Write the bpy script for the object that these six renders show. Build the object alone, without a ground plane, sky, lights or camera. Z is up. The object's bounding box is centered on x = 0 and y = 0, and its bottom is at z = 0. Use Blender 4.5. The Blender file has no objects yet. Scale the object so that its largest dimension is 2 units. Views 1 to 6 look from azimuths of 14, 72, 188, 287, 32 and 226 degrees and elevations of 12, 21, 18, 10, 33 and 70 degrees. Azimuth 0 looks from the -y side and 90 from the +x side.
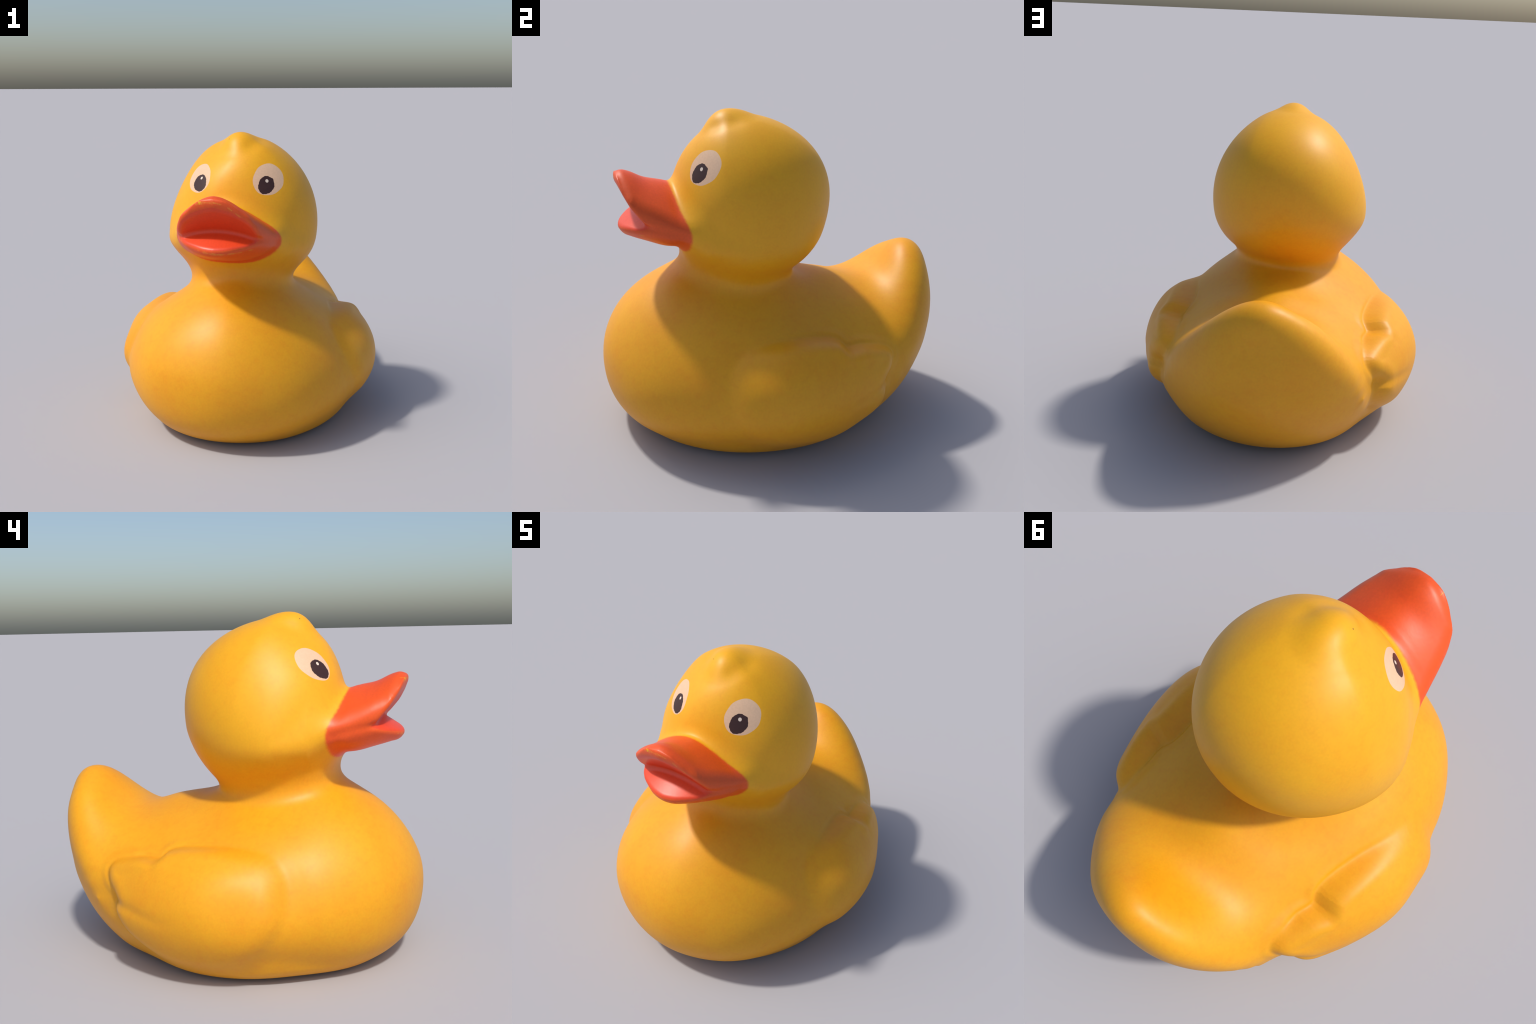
"""Yellow bath duck: one moulded vinyl skin described by soft blended volumes
(torso, rump, tail rim, wings, neck, head, crest, bill), meshed, then separated
into its anatomical parts along the paint and mould lines."""
import bpy, math
import numpy as np

# ------------------------------------------------------------------ sizes (metres)
S = dict(
    body_c=[0.0189, -0.4627, 0.4738],
    body_r=[0.5303, 0.6757, 0.4247],
    body_rn=[0.5371, 0.4432, 0.2826],
    body_pitch=-0.0712,
    body_pw=1.8622,
    body_tap=[-0.0705, 0.178],
    rump_c=[-0.0084, 0.1108, 0.2653],
    rump_r=[0.5953, 0.8482, 0.224],
    rump_rn=[0.578, 0.7965, 0.4028],
    rump_pitch=0.2646,
    rump_k=0.8351,
    tail_y=[0.8877, 0.5713],
    tail_z=[0.8965, 0.2727],
    tail_x=[-0.0635, 0.5957],
    tail_rad=[-0.0023, -0.433],
    tail_k=0.6436,
    tail_sh=1.7066,
    wing_c=[0.1734, 0.3795, 0.2847],
    wing_r=[0.4959, 0.9743, 0.4223],
    wing_rot=[-0.1306, -0.1469, 0.5637],
    wing_k=[0.1, 0.055],
    neck_c=[0.0232, -0.205],
    neck_r=[0.1799, 0.1957],
    neck_k=0.3,
    neck_kh=[0.14, 0.05],
    head_c=[-0.0598, -0.2183, 1.1267],
    head_r=[0.3005, 0.4982, 0.6706],
    head_rn=[0.3453, 0.2665, 0.3741],
    head_tap=[0.6675, 0.4868, 0.5496],
    head_pw=1.7482,
    knob_c=[0.01, -0.3, 1.715],
    knob_r=[0.08, 0.12, 0.088],
    knob_k=0.08,
    head_rot=[0.0459, 0.247, -0.3156],
    cheek_c=[0.0976, -0.2414, 1.16],
    cheek_r=[0.3478, 0.3583, 0.413],
    cheek_rn=[0.5536, 0.3341, 0.2489],
    cheek_k=0.2069,
    flat_k=0.0789,
    body_yaw=0.0995,
    wing_dl=[0.0343, -0.0184, 0.0069],
    wing_ek=0.09,
    bk_x=0.0075,
    bk_yaw=0.0208,
    bk_w=[0.0287, 0.1901, 0.2273, 0.2573, 0.2903, 0.3227, 0.3538],
    bk_top=[1.4974, 1.5019, 1.4922, 1.4537, 1.4285, 1.3881, 1.4886],
    bk_drop=[-0.0678, 0.0979, 0.1382, 0.132, 0.156, 0.1481, 0.2785],
    bk_bot=[1.181, 1.1515, 1.1402, 1.1165, 1.09, 1.0917, 1.0506],
    bk_rise=[0.0017, 0.2014, 0.1566, 0.1195, 0.1005, 0.0909, 0.0873],
    bk_apex=[-0.7603, 1.2831],
    bk_up=0.8025,
    bk_lo=-0.5583,
    bk_sag=0.8378,
    bk_ek=0.06,
    bk_k=0.08,
    knob_rn=[0.08, 0.092, 0.088],
    sw=[0.0478, 0.0111, 0.0017, -0.0059, 0.0141, -0.0073, -0.0059, 0.0131, 0.0086, 0.0031, -0.0095, -0.0035, -0.0025, -0.0058, 0.019, 0.0175, -0.0014, -0.0045, 0.0098, 0.0059, -0.0208, -0.0334, -0.0263, 0.002, -0.0051, -0.0277, 0.019, 0.0155, 0.009, -0.0057, -0.0205, -0.0149, -0.0213, -0.0037, -0.0302, -0.0125, 0.0072, 0.0044, 0.0026, 0.0017, -0.0028, -0.0196, 0.0037, 0.0138, 0.0047, -0.0103, -0.006, -0.006, -0.003, 0.0283, 0.0001, 0.0038, 0.0039, 0.0094],
)
S = {k: (np.array(v, float) if isinstance(v, list) else v) for k, v in S.items()}
BILL_Y = np.array([-.906, -.87, -.83, -.75, -.65, -.56, -.48])        # stations along the bill

# wing outline seen from the side (y, z): shoulder, upper feather, two notches, lower feathers
WING = np.array([
    (-.30,.645), (-.17,.672), (-.05,.682), (.09,.678), (.17,.668), (.225,.648), (.262,.606), (.305,.602),
    (.36,.606), (.47,.590), (.53,.568), (.556,.53), (.552,.487), (.53,.445), (.50,.412), (.49,.385),
    (.50,.355), (.495,.32), (.475,.27), (.43,.205), (.36,.15), (.25,.105), (.10,.08), (-.05,.08),
    (-.18,.12), (-.29,.20), (-.36,.29), (-.40,.38), (-.41,.45), (-.395,.53), (-.36,.59)])
# grooves between the wing feathers (y, z), depth at the rear end
GROOVES = [(np.array([(.50,.388),(.38,.375),(.216,.350),(.08,.352)]), .010, .03),
           (np.array([(.28,.625),(.26,.57),(.20,.52)]), .005, .03)]

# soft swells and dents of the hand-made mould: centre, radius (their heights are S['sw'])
SWELLS = np.array([
    (0, .30, .84, .22),  # back
    (-.40, .08, 1.37, .24),  # nape side
    (-.26, .22, 1.35, .2),  # nape
    (.3, -.42, 1.42, .2),  # brow
    (-.25, -.46, 1.42, .2),  # brow
    (.30, -.45, 1.1, .16),  # throat
    (-.30, -.45, 1.1, .16),  # throat
    (.12, .98, .45, .25),  # rump
    (-.35, .85, .35, .25),  # rump
    (.40, .85, .40, .25),  # rump
    (0, .98, .80, .15),  # tail back
    (-.05, .70, .82, .2), (.2, -.88, .65, .25),  # tail bowl
    (.45, -.55, .72, .22),  # breast
    (-.35, -.85, .55, .22),  # breast
    (.45, -.80, .28, .25),  # breast
    (-.35, -.85, .22, .25),  # belly
    (.62, -.36, .58, .16),  # belly
    (-.62, -.36, .58, .16),  # wing root
    (.62, -.42, .28, .18),  # wing root
    (-.58, -.52, .18, .26),  # wing root
    (.62, .38, .15, .2),  # wing root
    (-.62, .38, .15, .2),  # under wing
    (.36, -.02, .86, .16),  # under wing
    (-.36, -.02, .86, .16),  # collar
    (0, .13, .92, .14),  # collar
    (.30, .33, .72, .18),  # collar
    (-.30, .33, .72, .18),  # flank
    (0.69, 0.44, 0.54, 0.15),  # local unevenness
    (0.76, 0.03, 0.19, 0.15),  # local unevenness
    (0.72, 0.46, 0.31, 0.15),  # local unevenness
    (0.77, -0.29, 0.45, 0.15),  # local unevenness
    (-0.16, 0.89, 0.89, 0.15),  # local unevenness
    (0.58, 0.59, 0.38, 0.15),  # local unevenness
    (-0.82, -0.24, 0.45, 0.15),  # local unevenness
    (-0.05, -0.36, 1.73, 0.15),  # local unevenness
    (-0.49, 0.48, 0.63, 0.15),  # local unevenness
    (0.52, 0.4, 0.63, 0.15),  # local unevenness
    (0.67, -0.43, 0.46, 0.15),  # local unevenness
    (0.07, -0.6, 0.88, 0.15),  # local unevenness
    (-0.66, 0.01, 0.66, 0.15),  # local unevenness
    (-0.7, -0.39, 0.53, 0.15),  # local unevenness
    (0.21, 0.96, 0.75, 0.15),  # local unevenness
    (0.71, -0.13, 0.63, 0.15),  # local unevenness
    (-0.37, 0.62, 0.72, 0.15),  # local unevenness
    (0.41, -0.37, 1.21, 0.15),  # local unevenness
    (.125, -.28, 1.755, .055),  # dents round the crest
    (.092, -.365, 1.718, .05),
    (-.12, -.30, 1.74, .055),
    (.66, .47, .27, .13),  # flank behind the wing
    (-.13, -.45, 1.61, .13),  # forehead
    (.10, -.48, 1.60, .13),
    (-.60, .50, .47, .10),  # wing tip
    (.50, .42, .06, .16),  # belly
])

# ------------------------------------------------------------------ volume toolkit
def rot(ax, a):
    c, s = math.cos(a), math.sin(a)
    return np.array({'x': [[1,0,0],[0,c,-s],[0,s,c]], 'y': [[c,0,s],[0,1,0],[-s,0,c]], 'z': [[c,-s,0],[s,c,0],[0,0,1]]}[ax])

def smin(a, b, k):
    h = np.maximum(k - np.abs(a - b), 0) / k
    return np.minimum(a, b) - h * h * k / 4

def smax(a, b, k):
    return -smin(-a, -b, k)

def ovoid(p, c, r, rneg=None, R=None, tap=(0, 0, 0), pw=2.):
    """ellipsoid with its own radius on each side, tapered, approx. distance"""
    q = p - c
    if R is not None: q = q @ R
    r = np.asarray(r, float); rn = r if rneg is None else np.asarray(rneg, float)
    if any(tap):
        q = q.copy()
        zz = np.clip(q[:, 2] / r[2], -1.2, 1.2); yy = np.clip(q[:, 1] / r[1], -1.2, 1.2)
        q[:, 0] = q[:, 0] / (1 + tap[0] * zz + tap[1] * yy); q[:, 1] = q[:, 1] / (1 + tap[2] * zz)
    rr = np.where(q > 0, r, rn)
    u = np.abs(q / rr)
    k0 = (u ** pw).sum(1) ** (1 / pw) + 1e-9
    k1 = np.sqrt(((u ** (pw - 1) / rr) ** 2).sum(1)) / k0 ** (pw - 1) + 1e-9
    return (k0 - 1) / k1

def tube(p, pts, rad):
    best = None
    for i in range(len(pts) - 1):
        a, b = pts[i], pts[i + 1]; ab = b - a
        t = np.clip(((p - a) @ ab) / (ab @ ab), 0, 1)
        d = np.linalg.norm(p - a - t[:, None] * ab, axis=1) - (rad[i] * (1 - t) + rad[i + 1] * t)
        best = d if best is None else np.minimum(best, d)
    return best

def loop(P, n=3):
    """closed smooth curve through the points"""
    out = []; N = len(P)
    for i in range(N):
        a, b, c, d = P[i - 1], P[i], P[(i + 1) % N], P[(i + 2) % N]
        for j in range(n):
            t = j / n
            out.append(.5 * ((2 * b) + (c - a) * t + (2 * a - 5 * b + 4 * c - d) * t * t + (3 * b - a - 3 * c + d) * t ** 3))
    return np.array(out)

def outline(q, L):
    """signed distance to a closed outline in the plane"""
    d = np.full(len(q), 9.); s = np.ones(len(q))
    for i in range(len(L)):
        a, b = L[i - 1], L[i]; e = b - a; w = q - a
        t = np.clip((w @ e) / (e @ e), 0, 1); v = w - t[:, None] * e
        d = np.minimum(d, (v ** 2).sum(1))
        c1 = q[:, 1] >= a[1]; c2 = q[:, 1] < b[1]; c3 = e[0] * w[:, 1] > e[1] * w[:, 0]
        s = np.where((c1 & c2 & c3) | (~c1 & ~c2 & ~c3), -s, s)
    return s * np.sqrt(d)

def spline(x, X, Y):
    X = np.asarray(X, float); Y = np.asarray(Y, float)
    m = np.gradient(Y, X); xc = np.clip(x, X[0], X[-1])
    i = np.clip(np.searchsorted(X, xc) - 1, 0, len(X) - 2); h = X[i + 1] - X[i]; t = (xc - X[i]) / h
    y = (2*t**3 - 3*t**2 + 1) * Y[i] + (t**3 - 2*t**2 + t) * h * m[i] + (-2*t**3 + 3*t**2) * Y[i+1] + (t**3 - t**2) * h * m[i+1]
    return y + np.where(x < X[0], (x - X[0]) * m[0], 0) + np.where(x > X[-1], (x - X[-1]) * m[-1], 0)

# ------------------------------------------------------------------ the duck as a volume
def torso(p):
    d = ovoid(p, S['body_c'], S['body_r'], S['body_rn'], rot('z', S['body_yaw']) @ rot('x', S['body_pitch']),
              (S['body_tap'][0], S['body_tap'][1], 0), S['body_pw'])
    r = ovoid(p, S['rump_c'], S['rump_r'], S['rump_rn'], rot('x', S['rump_pitch']))
    d = smin(d, r, S['rump_k'])
    s = np.linspace(-1, 1, 25); a = np.abs(s) ** S['tail_sh']            # tail rim: a soft arch
    pts = np.stack([S['tail_x'][0] * (1 - a) + S['tail_x'][1] * s, S['tail_y'][0] * (1 - a) + S['tail_y'][1] * a,
                    S['tail_z'][0] * (1 - a) + S['tail_z'][1] * a], 1)
    i = p[:, 1] > -.05
    q = p[i]; acc = 1e-30
    for c, r_ in zip(pts, S['tail_rad'][0] * (1 - a) + S['tail_rad'][1] * a):
        acc = acc + np.exp(-(np.linalg.norm(q - c, axis=1) - r_) / .03)
    d[i] = smin(d[i], -.03 * np.log(acc), S['tail_k'])
    return d

WING_LOOP = loop(WING, 2)
def wings(p):
    R = rot('z', S['wing_rot'][2]) @ rot('y', S['wing_rot'][1]) @ rot('x', S['wing_rot'][0])
    d = np.full(len(p), 1.)
    s = p[:, 0] - S['body_c'][0]
    i = (np.abs(s) > .25) & (p[:, 2] < .95)
    seam = np.zeros(len(p))
    if not i.any(): return d, seam
    q = p[i].copy(); q[:, 0] = np.abs(s[i]); q -= np.where(s[i][:, None] < 0, 1, 0) * S['wing_dl']
    g = np.clip((q[:, 2] - .35) / .22, 0, 1); g = g * g * (3 - 2 * g)     # the upper edge rises outwards into a ridge
    o = outline(np.stack([q[:, 1], q[:, 2] - .38 * g * np.clip(q[:, 0] - .56, -.2, .25)], 1), WING_LOOP)
    w = smax(ovoid(q, S['wing_c'], S['wing_r'], None, R), o - .004, S['wing_ek'])
    ease = lambda v: np.clip(v, 0, 1) ** 2 * (3 - 2 * np.clip(v, 0, 1))
    # moulded seam round the upper and rear edge of the wing
    seam[i] = ease((q[:, 1] + .33) / .45) * ease((q[:, 2] + .45 * q[:, 1] - .18) / .22) * (1 - .45 * ease((q[:, 1] - .36) / .12)) * (.014 * np.exp(-(o / .022) ** 2) - .007 * ease((q[:, 2] - .40) / .12) * np.exp(-((o + .055) / .035) ** 2))
    # soft valley where the wing leaves the breast
    seam[i] += .004 * ease((-.12 - q[:, 1]) / .2) * ease((q[:, 2] - .12) / .2) * np.exp(-((o - .01) / .034) ** 2)
    for pts, depth, rad in GROOVES:
        best = np.full(len(q), 9.); at = np.zeros(len(q)); n = len(pts) - 1
        for j in range(n):
            a, b = pts[j], pts[j + 1]; ab = b - a
            t = np.clip(((q[:, 1:] - a) @ ab) / (ab @ ab), 0, 1)
            e = np.linalg.norm(q[:, 1:] - a - t[:, None] * ab, axis=1)
            at = np.where(e < best, (j + t) / n, at); best = np.minimum(best, e)
        w = w + depth * (1 - at) * np.exp(-(best / rad) ** 2)
    d[i] = w
    return d, seam

def head(p):
    a = S['head_rot']
    h = ovoid(p, S['head_c'], S['head_r'], S['head_rn'], rot('z', a[2]) @ rot('y', a[1]) @ rot('x', a[0]), S['head_tap'], S['head_pw'])
    h = smin(h, ovoid(p, S['cheek_c'], S['cheek_r'], S['cheek_rn']), S['cheek_k'])
    return smin(h, ovoid(p, S['knob_c'], S['knob_r'], S['knob_rn']), S['knob_k'])

def bill(p):
    d = np.full(len(p), 1.)
    i = (p[:, 1] < -.3) & (p[:, 2] > .8)
    if not i.any(): return d
    q = p[i]; y = q[:, 1]; z = q[:, 2]
    x = q[:, 0] - S['bk_x'] + S['bk_yaw'] * (y + .56)
    yc = np.clip(y, BILL_Y[0], -.46)
    ww = np.maximum(S['bk_w'], .03)
    side = np.stack([ww, BILL_Y], 1)
    plan = outline(np.stack([x, y], 1), loop(np.concatenate([side, [[.40, -.40], [.40, -.25], [-.40, -.25], [-.40, -.40]], (side * [-1, 1])[::-1]])))
    W = spline(yc, BILL_Y, np.maximum(ww, .08)); u = np.clip((np.sqrt(x * x + .0016) - .012) / W, 0, 1.3)
    st = spline(yc, BILL_Y, S['bk_top']); dr = spline(yc, BILL_Y, S['bk_drop'])
    sb = spline(yc, BILL_Y, S['bk_bot']); rs = spline(yc, BILL_Y, S['bk_rise'])
    up = (z - (st - dr * u ** 1.5)) / np.sqrt(1 + (dr / W) ** 2)
    lo = ((sb + rs * u ** 2.6) - z) / np.sqrt(1 + (1.5 * rs * u ** 1.6 / W) ** 2)
    b = smax(smax(up, lo, S['bk_ek']), plan, S['bk_ek'])
    zz = z - S['bk_apex'][1] + S['bk_sag'] * x * x; yy = S['bk_apex'][0] - y       # open mouth: a wedge
    au, al = S['bk_up'], S['bk_lo']
    wedge = smax(zz * np.cos(au) - yy * np.sin(au), -(zz * np.cos(al) - yy * np.sin(al)), .035)
    b = smax(b, -wedge, .03)
    lip = np.array([(.235, -.76, 1.245), (.285, -.68, 1.222), (.31, -.58, 1.195)])   # lip crease back to the corner
    m = np.stack([np.abs(x), y, z], 1)
    b = b + .008 * np.exp(-(np.maximum(tube(m, lip, [0, 0, 0]), 0) / .022) ** 2)
    d[i] = b
    return d

def F(p):
    """signed field of the whole skin, negative inside"""
    d = np.full(len(p), 1.)
    lo = p[:, 2] < 1.25; a = p[lo]
    if len(a):
        t = smax(torso(a), -a[:, 2], S['flat_k'])
        q = (a[:, :2] - S['neck_c']) / S['neck_r']; n = (((q ** 2) ** 1.2).sum(1) ** (1 / 2.4) - 1) * S['neck_r'].mean()
        n = np.maximum(n, np.abs(a[:, 2] - .95) - .25)
        t = smin(t, n, S['neck_k'])
        s = np.clip((a[:, 1] + .42) / .35, 0, 1); s = s * s * (3 - 2 * s)      # wing melts into the breast, stands off behind
        w, seam = wings(a)
        d[lo] = smin(t, smax(w, -a[:, 2], S['flat_k']), S['wing_k'][0] * (1 - s) + S['wing_k'][1] * s) + seam
    hi = p[:, 2] > .65; b = p[hi]
    if len(b):
        t = np.clip((b[:, 1] + .35) / .5, 0, 1); t = t * t * (3 - 2 * t)      # soft throat, tight nape
        d[hi] = smin(smin(d[hi], head(b), S['neck_kh'][0] * (1 - t) + S['neck_kh'][1] * t), bill(b), S['bk_k'])
    for (x, y, z, r), amount in zip(SWELLS, S['sw']):
        i = np.abs(p[:, 1] - y) < 2.6 * r
        d[i] -= amount * np.exp(-((p[i] - (x, y, z)) ** 2).sum(1) / r ** 2)
    return d

# ------------------------------------------------------------------ skin: dual contouring of the volume
def gradient(p, e=8e-4):
    return np.stack([(F(p + e * a) - F(p - e * a)) / (2 * e) for a in np.eye(3)], 1)

def settle(p, n=2):
    """bring points exactly onto the skin"""
    for _ in range(n):
        g = gradient(p)
        p = p - np.clip(F(p), -.02, .02)[:, None] * g / np.maximum((g ** 2).sum(1), .05)[:, None]
    return p

def skin(h):
    lo = np.array([-.92, -1.1, -.05]); n = np.ceil((np.array([.95, 1.1, 1.9]) - lo) / h).astype(int)
    m = 4; nc = n // m + 2                                   # coarse pass finds the cells near the skin
    ax = [lo[i] + h * m * np.arange(nc[i]) for i in range(3)]
    C = np.stack(np.meshgrid(*ax, indexing='ij'), -1)
    fc = F(C.reshape(-1, 3)).reshape(nc)
    near = np.abs(fc) < 1.6 * h * m
    for a in range(3):
        near = near | np.roll(near, 1, a) | np.roll(near, -1, a)
    N = (nc - 1) * m
    f = np.repeat(np.repeat(np.repeat(fc, m, 0), m, 1), m, 2)[:N[0], :N[1], :N[2]].astype(np.float64)
    mask = np.repeat(np.repeat(np.repeat(near, m, 0), m, 1), m, 2)[:N[0], :N[1], :N[2]]
    I = np.argwhere(mask)
    for s in range(0, len(I), 200000):
        k = I[s:s + 200000]; f[k[:, 0], k[:, 1], k[:, 2]] = F(lo + h * k)
    ins = f < 0
    corner = [(a, b, c) for a in (0, 1) for b in (0, 1) for c in (0, 1)]
    sl = lambda a, o, n: a[o[0]:n[0] - 1 + o[0], o[1]:n[1] - 1 + o[1], o[2]:n[2] - 1 + o[2]]
    cnt = sum(sl(ins, c, N).astype(np.int8) for c in corner)
    cells = np.argwhere((cnt > 0) & (cnt < 8))
    idx = np.full(N - 1, -1); idx[cells[:, 0], cells[:, 1], cells[:, 2]] = np.arange(len(cells))
    acc = np.zeros((len(cells), 3)); num = np.zeros(len(cells))
    val = {c: f[cells[:, 0] + c[0], cells[:, 1] + c[1], cells[:, 2] + c[2]] for c in corner}
    for a in corner:
        for ax_ in range(3):
            if a[ax_] == 0:
                b = list(a); b[ax_] = 1; b = tuple(b)
                x = (val[a] < 0) != (val[b] < 0)
                t = np.where(x, val[a] / np.where(x, val[a] - val[b], 1), 0)
                pos = np.tile(np.array(a, float), (len(cells), 1)); pos[:, ax_] = t
                acc[x] += pos[x]; num[x] += 1
    V = lo + h * (cells + acc / num[:, None])
    quads = []
    for ax_ in range(3):
        o = [i for i in range(3) if i != ax_]
        A = ins; nb = [slice(None)] * 3; na = [slice(None)] * 3
        na[ax_] = slice(0, N[ax_] - 1); nb[ax_] = slice(1, N[ax_])
        E = np.argwhere(A[tuple(na)] != A[tuple(nb)])
        E = E[(E[:, o[0]] > 0) & (E[:, o[1]] > 0)]
        s = ins[E[:, 0], E[:, 1], E[:, 2]]
        def at(du, dv):
            k = E.copy(); k[:, o[0]] -= du; k[:, o[1]] -= dv
            return idx[k[:, 0], k[:, 1], k[:, 2]]
        q = np.stack([at(1, 1), at(0, 1), at(0, 0), at(1, 0)], 1)
        flip = s if ax_ == 1 else ~s
        q[flip] = q[flip][:, ::-1]
        quads.append(q)
    Q = np.vstack(quads)
    return V, Q

def relax(V, Q, n):
    """even out the mesh: slide each vertex towards its neighbours, along the skin"""
    E = np.vstack([Q[:, [0, 1]], Q[:, [1, 2]], Q[:, [2, 3]], Q[:, [3, 0]]])
    deg = np.bincount(E.ravel(), minlength=len(V))[:, None]
    for _ in range(n):
        a = np.zeros_like(V)
        for k in range(3):
            a[:, k] = np.bincount(E[:, 0], V[E[:, 1], k], len(V)) + np.bincount(E[:, 1], V[E[:, 0], k], len(V))
        V = settle(V + .5 * (a / deg - V), 1)
    return V

# ------------------------------------------------------------------ triangle surgery
def split(V, T, mark, where):
    """split the marked edges; mark(a, b) -> bool, where(a, b) -> points"""
    e = np.sort(np.vstack([T[:, [0, 1]], T[:, [1, 2]], T[:, [2, 0]]]), 1)
    key, inv = np.unique(e[:, 0] * np.int64(len(V)) + e[:, 1], return_inverse=True)
    ea, eb = key // len(V), key % len(V)
    m = mark(ea, eb, inv.reshape(3, -1))
    new = np.full(len(key), -1); new[m] = len(V) + np.arange(m.sum())
    V2 = np.vstack([V, where(ea[m], eb[m])])
    N = new[inv].reshape(3, -1).T                                  # new vertex on edges ab, bc, ca
    c = (N >= 0).sum(1); out = [T[c == 0]]
    for r in range(3):
        R = [r, (r + 1) % 3, (r + 2) % 3]
        t = T[:, R]; k = N[:, R]
        s = (c == 1) & (k[:, 0] >= 0)                              # only ab
        a, b, d = t[s].T; x = k[s, 0]
        out += [np.stack([a, x, d], 1), np.stack([x, b, d], 1)]
        s = (c == 2) & (k[:, 1] < 0)                               # ab and ca
        a, b, d = t[s].T; x = k[s, 0]; y = k[s, 2]
        out += [np.stack([a, x, y], 1), np.stack([x, b, d], 1), np.stack([x, d, y], 1)]
    s = c == 3
    a, b, d = T[s].T; x, y, z = N[s].T
    out += [np.stack([a, x, z], 1), np.stack([x, b, y], 1), np.stack([z, y, d], 1), np.stack([x, y, z], 1)]
    return V2, np.vstack(out)

def refine(V, T, c, r):
    near = np.linalg.norm(V[T].mean(1) - c, axis=1) < r
    def mark(a, b, inv):
        m = np.zeros(len(a), bool); m[inv[:, near].ravel()] = True
        return m
    return split(V, T, mark, lambda a, b: settle(.5 * (V[a] + V[b])))

def cut(V, T, g, snap=1e-4):
    """insert the line g = 0 into the mesh"""
    gv = g(V); gv = np.where(np.abs(gv) < snap, 0, gv)
    t = lambda a, b: (gv[a] / (gv[a] - gv[b]))[:, None]
    return split(V, T, lambda a, b, i: gv[a] * gv[b] < 0, lambda a, b: V[a] * (1 - t(a, b)) + V[b] * t(a, b))

# ------------------------------------------------------------------ paint and mould lines
PAINT_Z = [.98, 1.03, 1.055, 1.08, 1.16, 1.22, 1.27, 1.32, 1.38, 1.44, 1.52]         # edge of the red paint:
PAINT_Y = [-1.2, -.65, -.578, -.556, -.545, -.547, -.565, -.587, -.605, -.621, -.65]   # y by height

def bill_line(p):
    """in front of the line where the red paint of the bill begins"""
    yb = spline(p[:, 2], PAINT_Z, PAINT_Y)
    wob = .0015 * np.sin(43 * p[:, 2] + 5 * p[:, 0]) + .001 * np.sin(91 * p[:, 0] + 2)
    return np.maximum(p[:, 1] - yb - wob, .98 - p[:, 2])

def mouth_line(p):
    x = p[:, 0] - S['bk_x']
    return p[:, 2] - S['bk_apex'][1] + .003 + S['bk_sag'] * 1.15 * x * x

def lining_line(p):
    """inside of the open mouth"""
    x = p[:, 0] - S['bk_x'] + S['bk_yaw'] * (p[:, 1] + .56)
    zz = p[:, 2] - S['bk_apex'][1] + S['bk_sag'] * x * x; yy = S['bk_apex'][0] - p[:, 1]
    au, al = S['bk_up'], S['bk_lo']
    g = np.maximum(zz * np.cos(au) - yy * np.sin(au), -(zz * np.cos(al) - yy * np.sin(al))) - .006
    return np.where((p[:, 1] < -.66) & (p[:, 2] > 1.1), g, .05)

def head_line(p):  return .915 - .16 * p[:, 1] - p[:, 2]                 # negative = head side
def neck_line(p):  return np.maximum(.835 - .16 * p[:, 1] - p[:, 2], np.hypot(p[:, 0] / .46, (p[:, 1] + .22) / .48) - 1)
def tail_line(p):  return -((p[:, 1] - .5) * .78 + (p[:, 2] - .62) * .62)
def crest_line(p): return np.linalg.norm((p - np.array([.0, -.31, 1.78])) / np.array([.13, .13, .09]), axis=1) - 1
def wing_line(p):
    s = p[:, 0] - S['body_c'][0]
    g = np.clip((p[:, 2] - .35) / .22, 0, 1); g = g * g * (3 - 2 * g)
    q = np.stack([p[:, 1], p[:, 2] - .38 * g * np.clip(np.abs(s) - .56, -.2, .25)], 1)
    d = np.full(len(p), 1.); i = np.abs(s) > .3
    d[i] = outline(q[i], WING_LOOP) - .004
    return d

EYES = {}
for side, C, Nn, white, pupil, glint, spur in (
    (1, (.2303, -.465, 1.548), (.527, -.723, .447), ((.0016, 0, .1046, .0898), (-.738, -.675)), ((-.0201, -.035, .0568, .0468), (-.585, -.811)), (-.013, -.011, .0095), (.018, -.006, .011)),
    (-1, (-.1931, -.4641, 1.5435), (-.534, -.709, .461), ((-.0023, .003, .1058, .0850), (-.746, .666)), ((.0252, -.0287, .0586, .0487), (-.737, .676)), (.0225, .002, .0085), None)):
    C, Nn = np.array(C), np.array(Nn); h = np.cross([0, 0, 1], Nn); h /= np.linalg.norm(h)
    EYES[side] = dict(C=C, N=Nn, h=h, v=np.cross(Nn, h), white=white, pupil=pupil, glint=glint, spur=spur)

def eye_uv(p, e):
    q = p - e['C']
    return q @ e['h'], q @ e['v'], np.abs(q @ e['N']) > .12

def ellipse_line(p, e, which):
    u, v, off = eye_uv(p, e)
    (cu, cv, ra, rb), ax = e[which]
    ax = np.array(ax) / np.hypot(*ax); a = (u - cu) * ax[0] + (v - cv) * ax[1]; b = -(u - cu) * ax[1] + (v - cv) * ax[0]
    th = np.arctan2(b, a)
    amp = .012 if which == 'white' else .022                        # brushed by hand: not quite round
    wob = 1 + amp * np.sin(3 * th + e['C'][0] * 9) + amp * .7 * np.sin(7 * th + 1) + (.012 * np.sin(17 * th) if which == 'pupil' else 0)
    g = (np.hypot(a / ra, b / rb) / wob - 1) * rb
    if which == 'pupil' and e['spur']:
        g = np.minimum(g, np.hypot(u - e['spur'][0], v - e['spur'][1]) - e['spur'][2])
    return np.where(off, .1, g)

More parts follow.
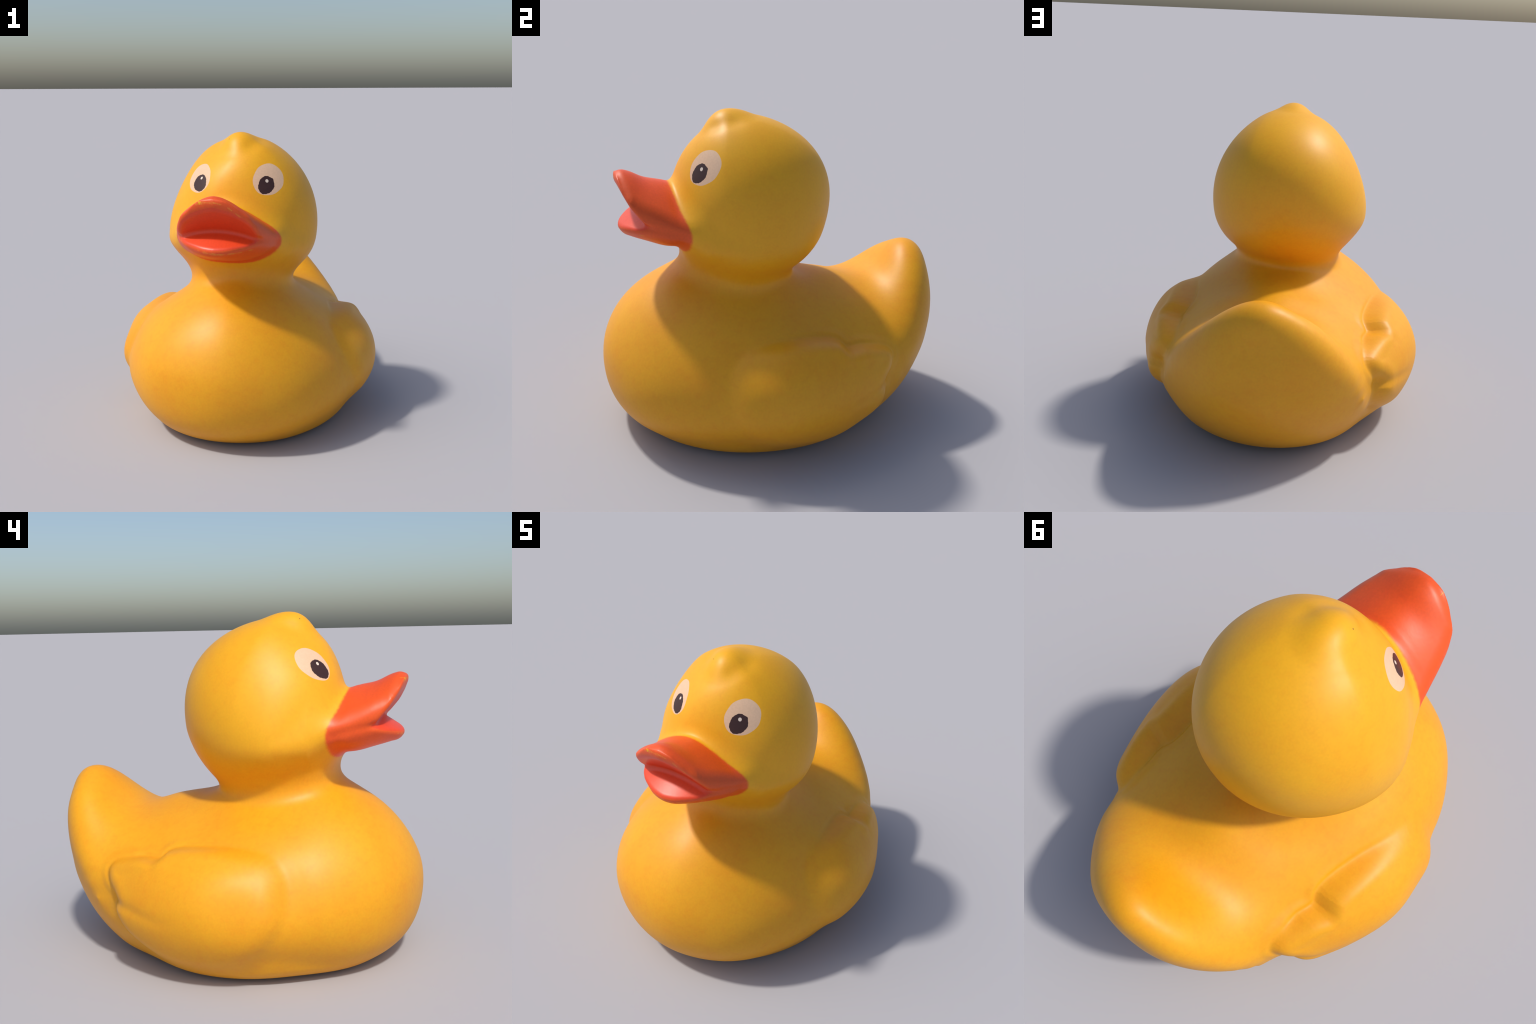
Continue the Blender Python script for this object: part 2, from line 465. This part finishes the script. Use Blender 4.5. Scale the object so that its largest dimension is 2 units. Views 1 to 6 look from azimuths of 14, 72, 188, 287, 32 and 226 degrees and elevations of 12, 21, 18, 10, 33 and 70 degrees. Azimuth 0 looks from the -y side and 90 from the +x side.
def glint_line(p, e):
    u, v, off = eye_uv(p, e)
    return np.where(off, .1, np.hypot(u - e['glint'][0], (v - e['glint'][1]) * .92) - e['glint'][2])

CHIP = np.array([-.057, -.9, 1.462])                                # a missed spot of paint on the upper bill tip
def chip_line(p):
    q = p - CHIP
    tri = np.max(np.stack([q[:, 2] - .006, -.87 * q[:, 0] - .5 * q[:, 2] - .0065, .87 * q[:, 0] - .5 * q[:, 2] - .0065]), 0)
    return np.where(np.abs(q[:, 1]) > .04, .05, tri)

WORN = [(np.array([(-.075,-.892,1.452),(-.03,-.904,1.463),(.03,-.906,1.464),(.08,-.896,1.452),(.12,-.884,1.425),(.165,-.868,1.385)]), .0075),
        (np.array([(-.13,-.858,1.197),(-.06,-.884,1.182),(.02,-.889,1.175),(.10,-.868,1.176),(.18,-.805,1.19),(.235,-.735,1.205)]), .010)]
def worn_line(p):                                                   # paint rubbed thin along the lips
    g = np.full(len(p), .1); i = p[:, 1] < -.65; q = p[i]
    if i.any():
        f = .62 + .38 * np.sin(47 * q[:, 0] + 1) * np.sin(23 * q[:, 0]) + .25 * np.sin(131 * q[:, 0])
        g[i] = np.min([tube(q, c, np.zeros(len(c))) - r * f for c, r in WORN], axis=0)
    return g

SPECK = np.array([-.037, -.354, 1.77])                              # dark speck on the crest
def speck_line(p): return np.linalg.norm(p - SPECK, axis=1) - .0035

# ------------------------------------------------------------------ build the skin
V, Q = skin(.0105)
V = settle(V, 2)
V = relax(V, Q, 3)
V = settle(V, 2)
d02 = np.linalg.norm(V[Q[:, 0]] - V[Q[:, 2]], axis=1); d13 = np.linalg.norm(V[Q[:, 1]] - V[Q[:, 3]], axis=1)
s = (d02 < d13)[:, None]
T = np.vstack([np.where(s, Q[:, [0, 1, 2]], Q[:, [0, 1, 3]]), np.where(s, Q[:, [0, 2, 3]], Q[:, [1, 2, 3]])])
T = T[(T[:, 0] != T[:, 1]) & (T[:, 1] != T[:, 2]) & (T[:, 0] != T[:, 2])]
for e in EYES.values():
    V, T = refine(V, T, e['C'], .14)
    V, T = refine(V, T, e['C'] + e['h'] * e['pupil'][0][0] + e['v'] * e['pupil'][0][1], .085)
V, T = refine(V, T, np.array([0, -.72, 1.28]), .36)
V, T = refine(V, T, CHIP, .03); V, T = refine(V, T, CHIP, .02)
V, T = refine(V, T, SPECK, .02); V, T = refine(V, T, SPECK, .014); V, T = refine(V, T, SPECK, .009)

g_lines = [bill_line, mouth_line, head_line, neck_line, tail_line, wing_line, crest_line, chip_line, speck_line, worn_line, lining_line]
for e in EYES.values():
    g_lines += [lambda p, e=e: ellipse_line(p, e, 'white'), lambda p, e=e: ellipse_line(p, e, 'pupil'), lambda p, e=e: glint_line(p, e)]
def limited(g, test):                                              # lines act only where they belong
    return lambda p: np.where(test(p), g(p), 1.)
g_lines[1] = limited(mouth_line, lambda p: p[:, 1] < -.5)
g_lines[0] = limited(bill_line, lambda p: (p[:, 1] < -.4) & (p[:, 2] > .95))
g_lines[2] = limited(head_line, lambda p: (p[:, 2] > .8) & (p[:, 1] < .3))
for g in g_lines:
    V, T = cut(V, T, g)

# whole-body vertex normals, shared by every part
fn = np.cross(V[T[:, 1]] - V[T[:, 0]], V[T[:, 2]] - V[T[:, 0]])
if (fn * gradient(V[T].mean(1))).sum() < 0:
    T = T[:, ::-1]; fn = -fn
VN = gradient(V); VN /= np.linalg.norm(VN, axis=1, keepdims=True)

# which part each face belongs to
M = V[T].mean(1)
part = np.full(len(T), 'body', dtype='<U16')
inside = lambda g: g(M) < 0
tail = inside(tail_line); part[tail] = 'tail'
wg = inside(wing_line) & (np.abs(M[:, 0]) > .3)
wsurf = np.zeros(len(M), bool); wsurf[wg] = True
part[wsurf & (M[:, 0] > 0)] = 'wing'; part[wsurf & (M[:, 0] < 0)] = 'wing2'
nk = inside(neck_line) & (M[:, 2] > .78); part[nk & ~wsurf] = 'neck'
hd = inside(head_line) & (M[:, 2] > .8) & (M[:, 1] < .42) & ~wsurf; part[hd] = 'head'
part[hd & inside(crest_line)] = 'crest'
bl = inside(bill_line) & (M[:, 1] < -.4)
up = mouth_line(M) > 0
part[bl & up] = 'upper_bill'; part[bl & ~up] = 'lower_bill'
ln = bl & inside(lining_line)
part[ln & up] = 'liningU'; part[ln & ~up] = 'liningL'
wn = bl & inside(worn_line)
part[wn & up] = 'wornU'; part[wn & ~up] = 'wornL'
part[bl & inside(chip_line)] = 'chip'
part[inside(speck_line)] = 'speck'
for side, e in EYES.items():
    t = 'R' if side > 0 else 'L'
    w = ellipse_line(M, e, 'white') < 0; pu = ellipse_line(M, e, 'pupil') < 0; gl = glint_line(M, e) < 0
    part[w | pu] = 'eye' + t; part[pu] = 'pupil' + t; part[pu & gl] = 'glint' + t

# ------------------------------------------------------------------ materials
def material(name, colour, rough=.42, mottle=0., second=None, grain=.012, bump=.05, spec=.5, wear=None, scale=3.1, paint=None):
    m = bpy.data.materials.new(name); m.use_nodes = True
    nt = m.node_tree; n = nt.nodes; n.clear(); L = nt.links.new
    out = n.new('ShaderNodeOutputMaterial'); b = n.new('ShaderNodeBsdfPrincipled'); L(b.outputs[0], out.inputs[0])
    b.inputs['Roughness'].default_value = rough
    b.inputs['Specular IOR Level'].default_value = spec
    tc = n.new('ShaderNodeTexCoord')
    def noise(scale, detail, rough_=.5, off=0.):
        mp = n.new('ShaderNodeMapping'); mp.inputs['Location'].default_value = (off, off * .7, -off)
        L(tc.outputs['Object'], mp.inputs['Vector'])
        x = n.new('ShaderNodeTexNoise'); x.inputs['Scale'].default_value = scale
        x.inputs['Detail'].default_value = detail; x.inputs['Roughness'].default_value = rough_
        L(mp.outputs[0], x.inputs['Vector']); return x.outputs['Fac']
    def ramp(v, a, c):
        r = n.new('ShaderNodeMapRange'); r.inputs['From Min'].default_value = a; r.inputs['From Max'].default_value = c
        L(v, r.inputs['Value']); return r.outputs[0]
    def mix(fac, a, c, mode='MIX'):
        x = n.new('ShaderNodeMix'); x.data_type = 'RGBA'; x.blend_type = mode
        for s_, v_ in ((0, fac), (6, a), (7, c)):
            if hasattr(v_, 'is_linked'): L(v_, x.inputs[s_])
            elif s_ == 0: x.inputs[0].default_value = v_
            else: x.inputs[s_].default_value = (*v_, 1)
        return x.outputs[2]
    def math_(op, a, c):
        x = n.new('ShaderNodeMath'); x.operation = op
        for s_, v_ in ((0, a), (1, c)):
            if hasattr(v_, 'is_linked'): L(v_, x.inputs[s_])
            else: x.inputs[s_].default_value = v_
        return x.outputs[0]
    col = tuple(colour)
    if second is not None:
        def mottled(a, c):
            f = math_('ADD', ramp(noise(scale, 4, .55, 1.7), .40, .70), ramp(noise(scale * 9, 3, .6, 5.), .45, .80))
            return mix(math_('MULTIPLY', f, mottle), a, c)
        col = mottled(col, second)
    if paint is not None:                                          # soft, slightly ragged edge of the sprayed red
        sep = n.new('ShaderNodeSeparateXYZ'); L(tc.outputs['Object'], sep.inputs[0])
        zt = n.new('ShaderNodeMapRange'); L(sep.outputs['Z'], zt.inputs['Value'])
        zt.inputs['From Min'].default_value = PAINT_Z[0]; zt.inputs['From Max'].default_value = PAINT_Z[-1]
        fc = n.new('ShaderNodeFloatCurve'); L(zt.outputs[0], fc.inputs['Value'])
        cv = fc.mapping.curves[0]
        k = [((a - PAINT_Z[0]) / (PAINT_Z[-1] - PAINT_Z[0]), (b_ + 1.2) / .7) for a, b_ in zip(PAINT_Z, PAINT_Y)]
        cv.points[0].location = k[0]; cv.points[1].location = k[-1]
        for q in k[1:-1]: cv.points.new(*q)
        fc.mapping.update()
        edge = math_('ADD', math_('MULTIPLY', fc.outputs[0], .7), -1.2)
        rag = math_('MULTIPLY', math_('ADD', noise(48, 4, .6, 2.), -.5), .012)
        f = math_('ADD', math_('SUBTRACT', edge, sep.outputs['Y']), rag)
        r = n.new('ShaderNodeMapRange'); r.interpolation_type = 'SMOOTHSTEP'; L(f, r.inputs['Value'])
        red_side = colour[1] < .2
        r.inputs['From Min'].default_value = -.010; r.inputs['From Max'].default_value = .010
        other = mottled(tuple(paint[0]), paint[1])
        up = n.new('ShaderNodeMapRange'); up.interpolation_type = 'SMOOTHSTEP'; L(sep.outputs['Z'], up.inputs['Value'])
        up.inputs['From Min'].default_value = .98; up.inputs['From Max'].default_value = 1.22
        lemon = lambda c: mix(up.outputs[0], c, mottled(HEAD_Y1, HEAD_Y2))       # the head was moulded in a lemon-er batch
        if red_side: other = lemon(other)
        else: col = lemon(col)
        col = mix(r.outputs[0], other, col) if red_side else mix(r.outputs[0], col, other)
    if wear is not None:
        wcol, lo_, hi_ = wear
        col = mix(ramp(noise(26, 5, .6, 4.), lo_, hi_), col, wcol)
    if grain:                                                      # fine speckle of moulded vinyl
        g1 = ramp(noise(95, 3, .6, .3), .25, .75)
        lo_c = tuple(1 - grain * 4 for _ in range(3)); hi_c = (1 + grain * 2,) * 3
        col = mix(1.0, col, mix(g1, lo_c, hi_c), 'MULTIPLY') if hasattr(col, 'is_linked') else mix(1.0, mix(0., col, col), mix(g1, lo_c, hi_c), 'MULTIPLY')
    if hasattr(col, 'is_linked'): L(col, b.inputs['Base Color'])
    else: b.inputs['Base Color'].default_value = (*col, 1)
    if bump:
        bp = n.new('ShaderNodeBump'); bp.inputs['Strength'].default_value = bump; bp.inputs['Distance'].default_value = .004
        L(noise(60, 4, .55, 9.), bp.inputs['Height']); L(bp.outputs[0], b.inputs['Normal'])
    return m

HEAD_Y1, HEAD_Y2 = (.86, .412, .010), (.83, .345, .008)
Y1, Y2, R1, R2 = (.83, .370, .008), (.80, .295, .006), (.80, .094, .010), (.77, .078, .011)
YELLOW = material('yellow_vinyl', Y1, .46, .45, Y2, .012, .05, spec=.38)
YELLOW_HEAD = material('yellow_vinyl_with_overspray', Y1, .46, .45, Y2, .012, .05, spec=.38, paint=(R1, R2))
RED = material('red_bill_paint', R1, .42, .5, R2, .02, .07, spec=.42, paint=(Y1, Y2))
MOUTH = material('red_mouth_lining', (.80, .062, .012), .40, .5, (.74, .052, .012), .02, .07, spec=.45)
WORNM = material('worn_red_paint', (.80, .115, .014), .46, .7, (.80, .24, .03), .02, .1, spec=.4, scale=70)
CREAM = material('cream_eye_paint', (.78, .515, .33), .5, .3, (.74, .46, .27), .015, .03, spec=.35)
BROWN = material('dark_brown_pupil_paint', (.045, .016, .013), .45, 0, None, .03, .03, spec=.4)
GLINT = material('pale_glint_paint', (.75, .62, .50), .5, 0, None, .01, .02)
SPECKM = material('dark_speck', (.25, .08, .01), .6, 0, None, 0, 0)

# ------------------------------------------------------------------ objects
root = bpy.data.objects.new('rubber_duck', None)
bpy.context.scene.collection.objects.link(root)
root['label'] = 'yellow rubber bath duck with open red bill'
root['category'] = 'toy duck'

def add(name, key, mat, parent):
    t = T[part == key]
    if not len(t): return None
    u, inv = np.unique(t, return_inverse=True); t = inv.reshape(-1, 3)
    me = bpy.data.meshes.new(name)
    me.vertices.add(len(u)); me.vertices.foreach_set('co', V[u].astype(np.float32).ravel())
    me.loops.add(t.size); me.loops.foreach_set('vertex_index', t.astype(np.int32).ravel())
    me.polygons.add(len(t)); me.polygons.foreach_set('loop_start', np.arange(0, t.size, 3, dtype=np.int32))
    me.update(calc_edges=True); me.validate()
    me.polygons.foreach_set('use_smooth', np.ones(len(me.polygons), bool))
    me.normals_split_custom_set_from_vertices(VN[u].tolist())
    me.materials.append(mat)
    o = bpy.data.objects.new(name, me); bpy.context.scene.collection.objects.link(o)
    o.parent = parent
    return o

for name, key, mat in (('body', 'body', YELLOW), ('tail', 'tail', YELLOW), ('wing', 'wing', YELLOW), ('wing', 'wing2', YELLOW), ('neck', 'neck', YELLOW_HEAD)):
    add(name, key, mat, root)
hd = add('head', 'head', YELLOW_HEAD, root)
add('crest', 'crest', YELLOW_HEAD, hd)
ub = add('upper_bill', 'upper_bill', RED, root); add('unpainted_spot', 'chip', YELLOW, ub)
lb = add('lower_bill', 'lower_bill', RED, root)
add('palate', 'liningU', MOUTH, ub); add('tongue_floor', 'liningL', MOUTH, lb)
add('worn_edge', 'wornU', WORNM, ub); add('worn_edge', 'wornL', WORNM, lb)
add('dark_speck', 'speck', SPECKM, hd)
for t in 'RL':
    e = add('eye', 'eye' + t, CREAM, root)
    add('pupil', 'pupil' + t, BROWN, e); add('glint', 'glint' + t, GLINT, e)
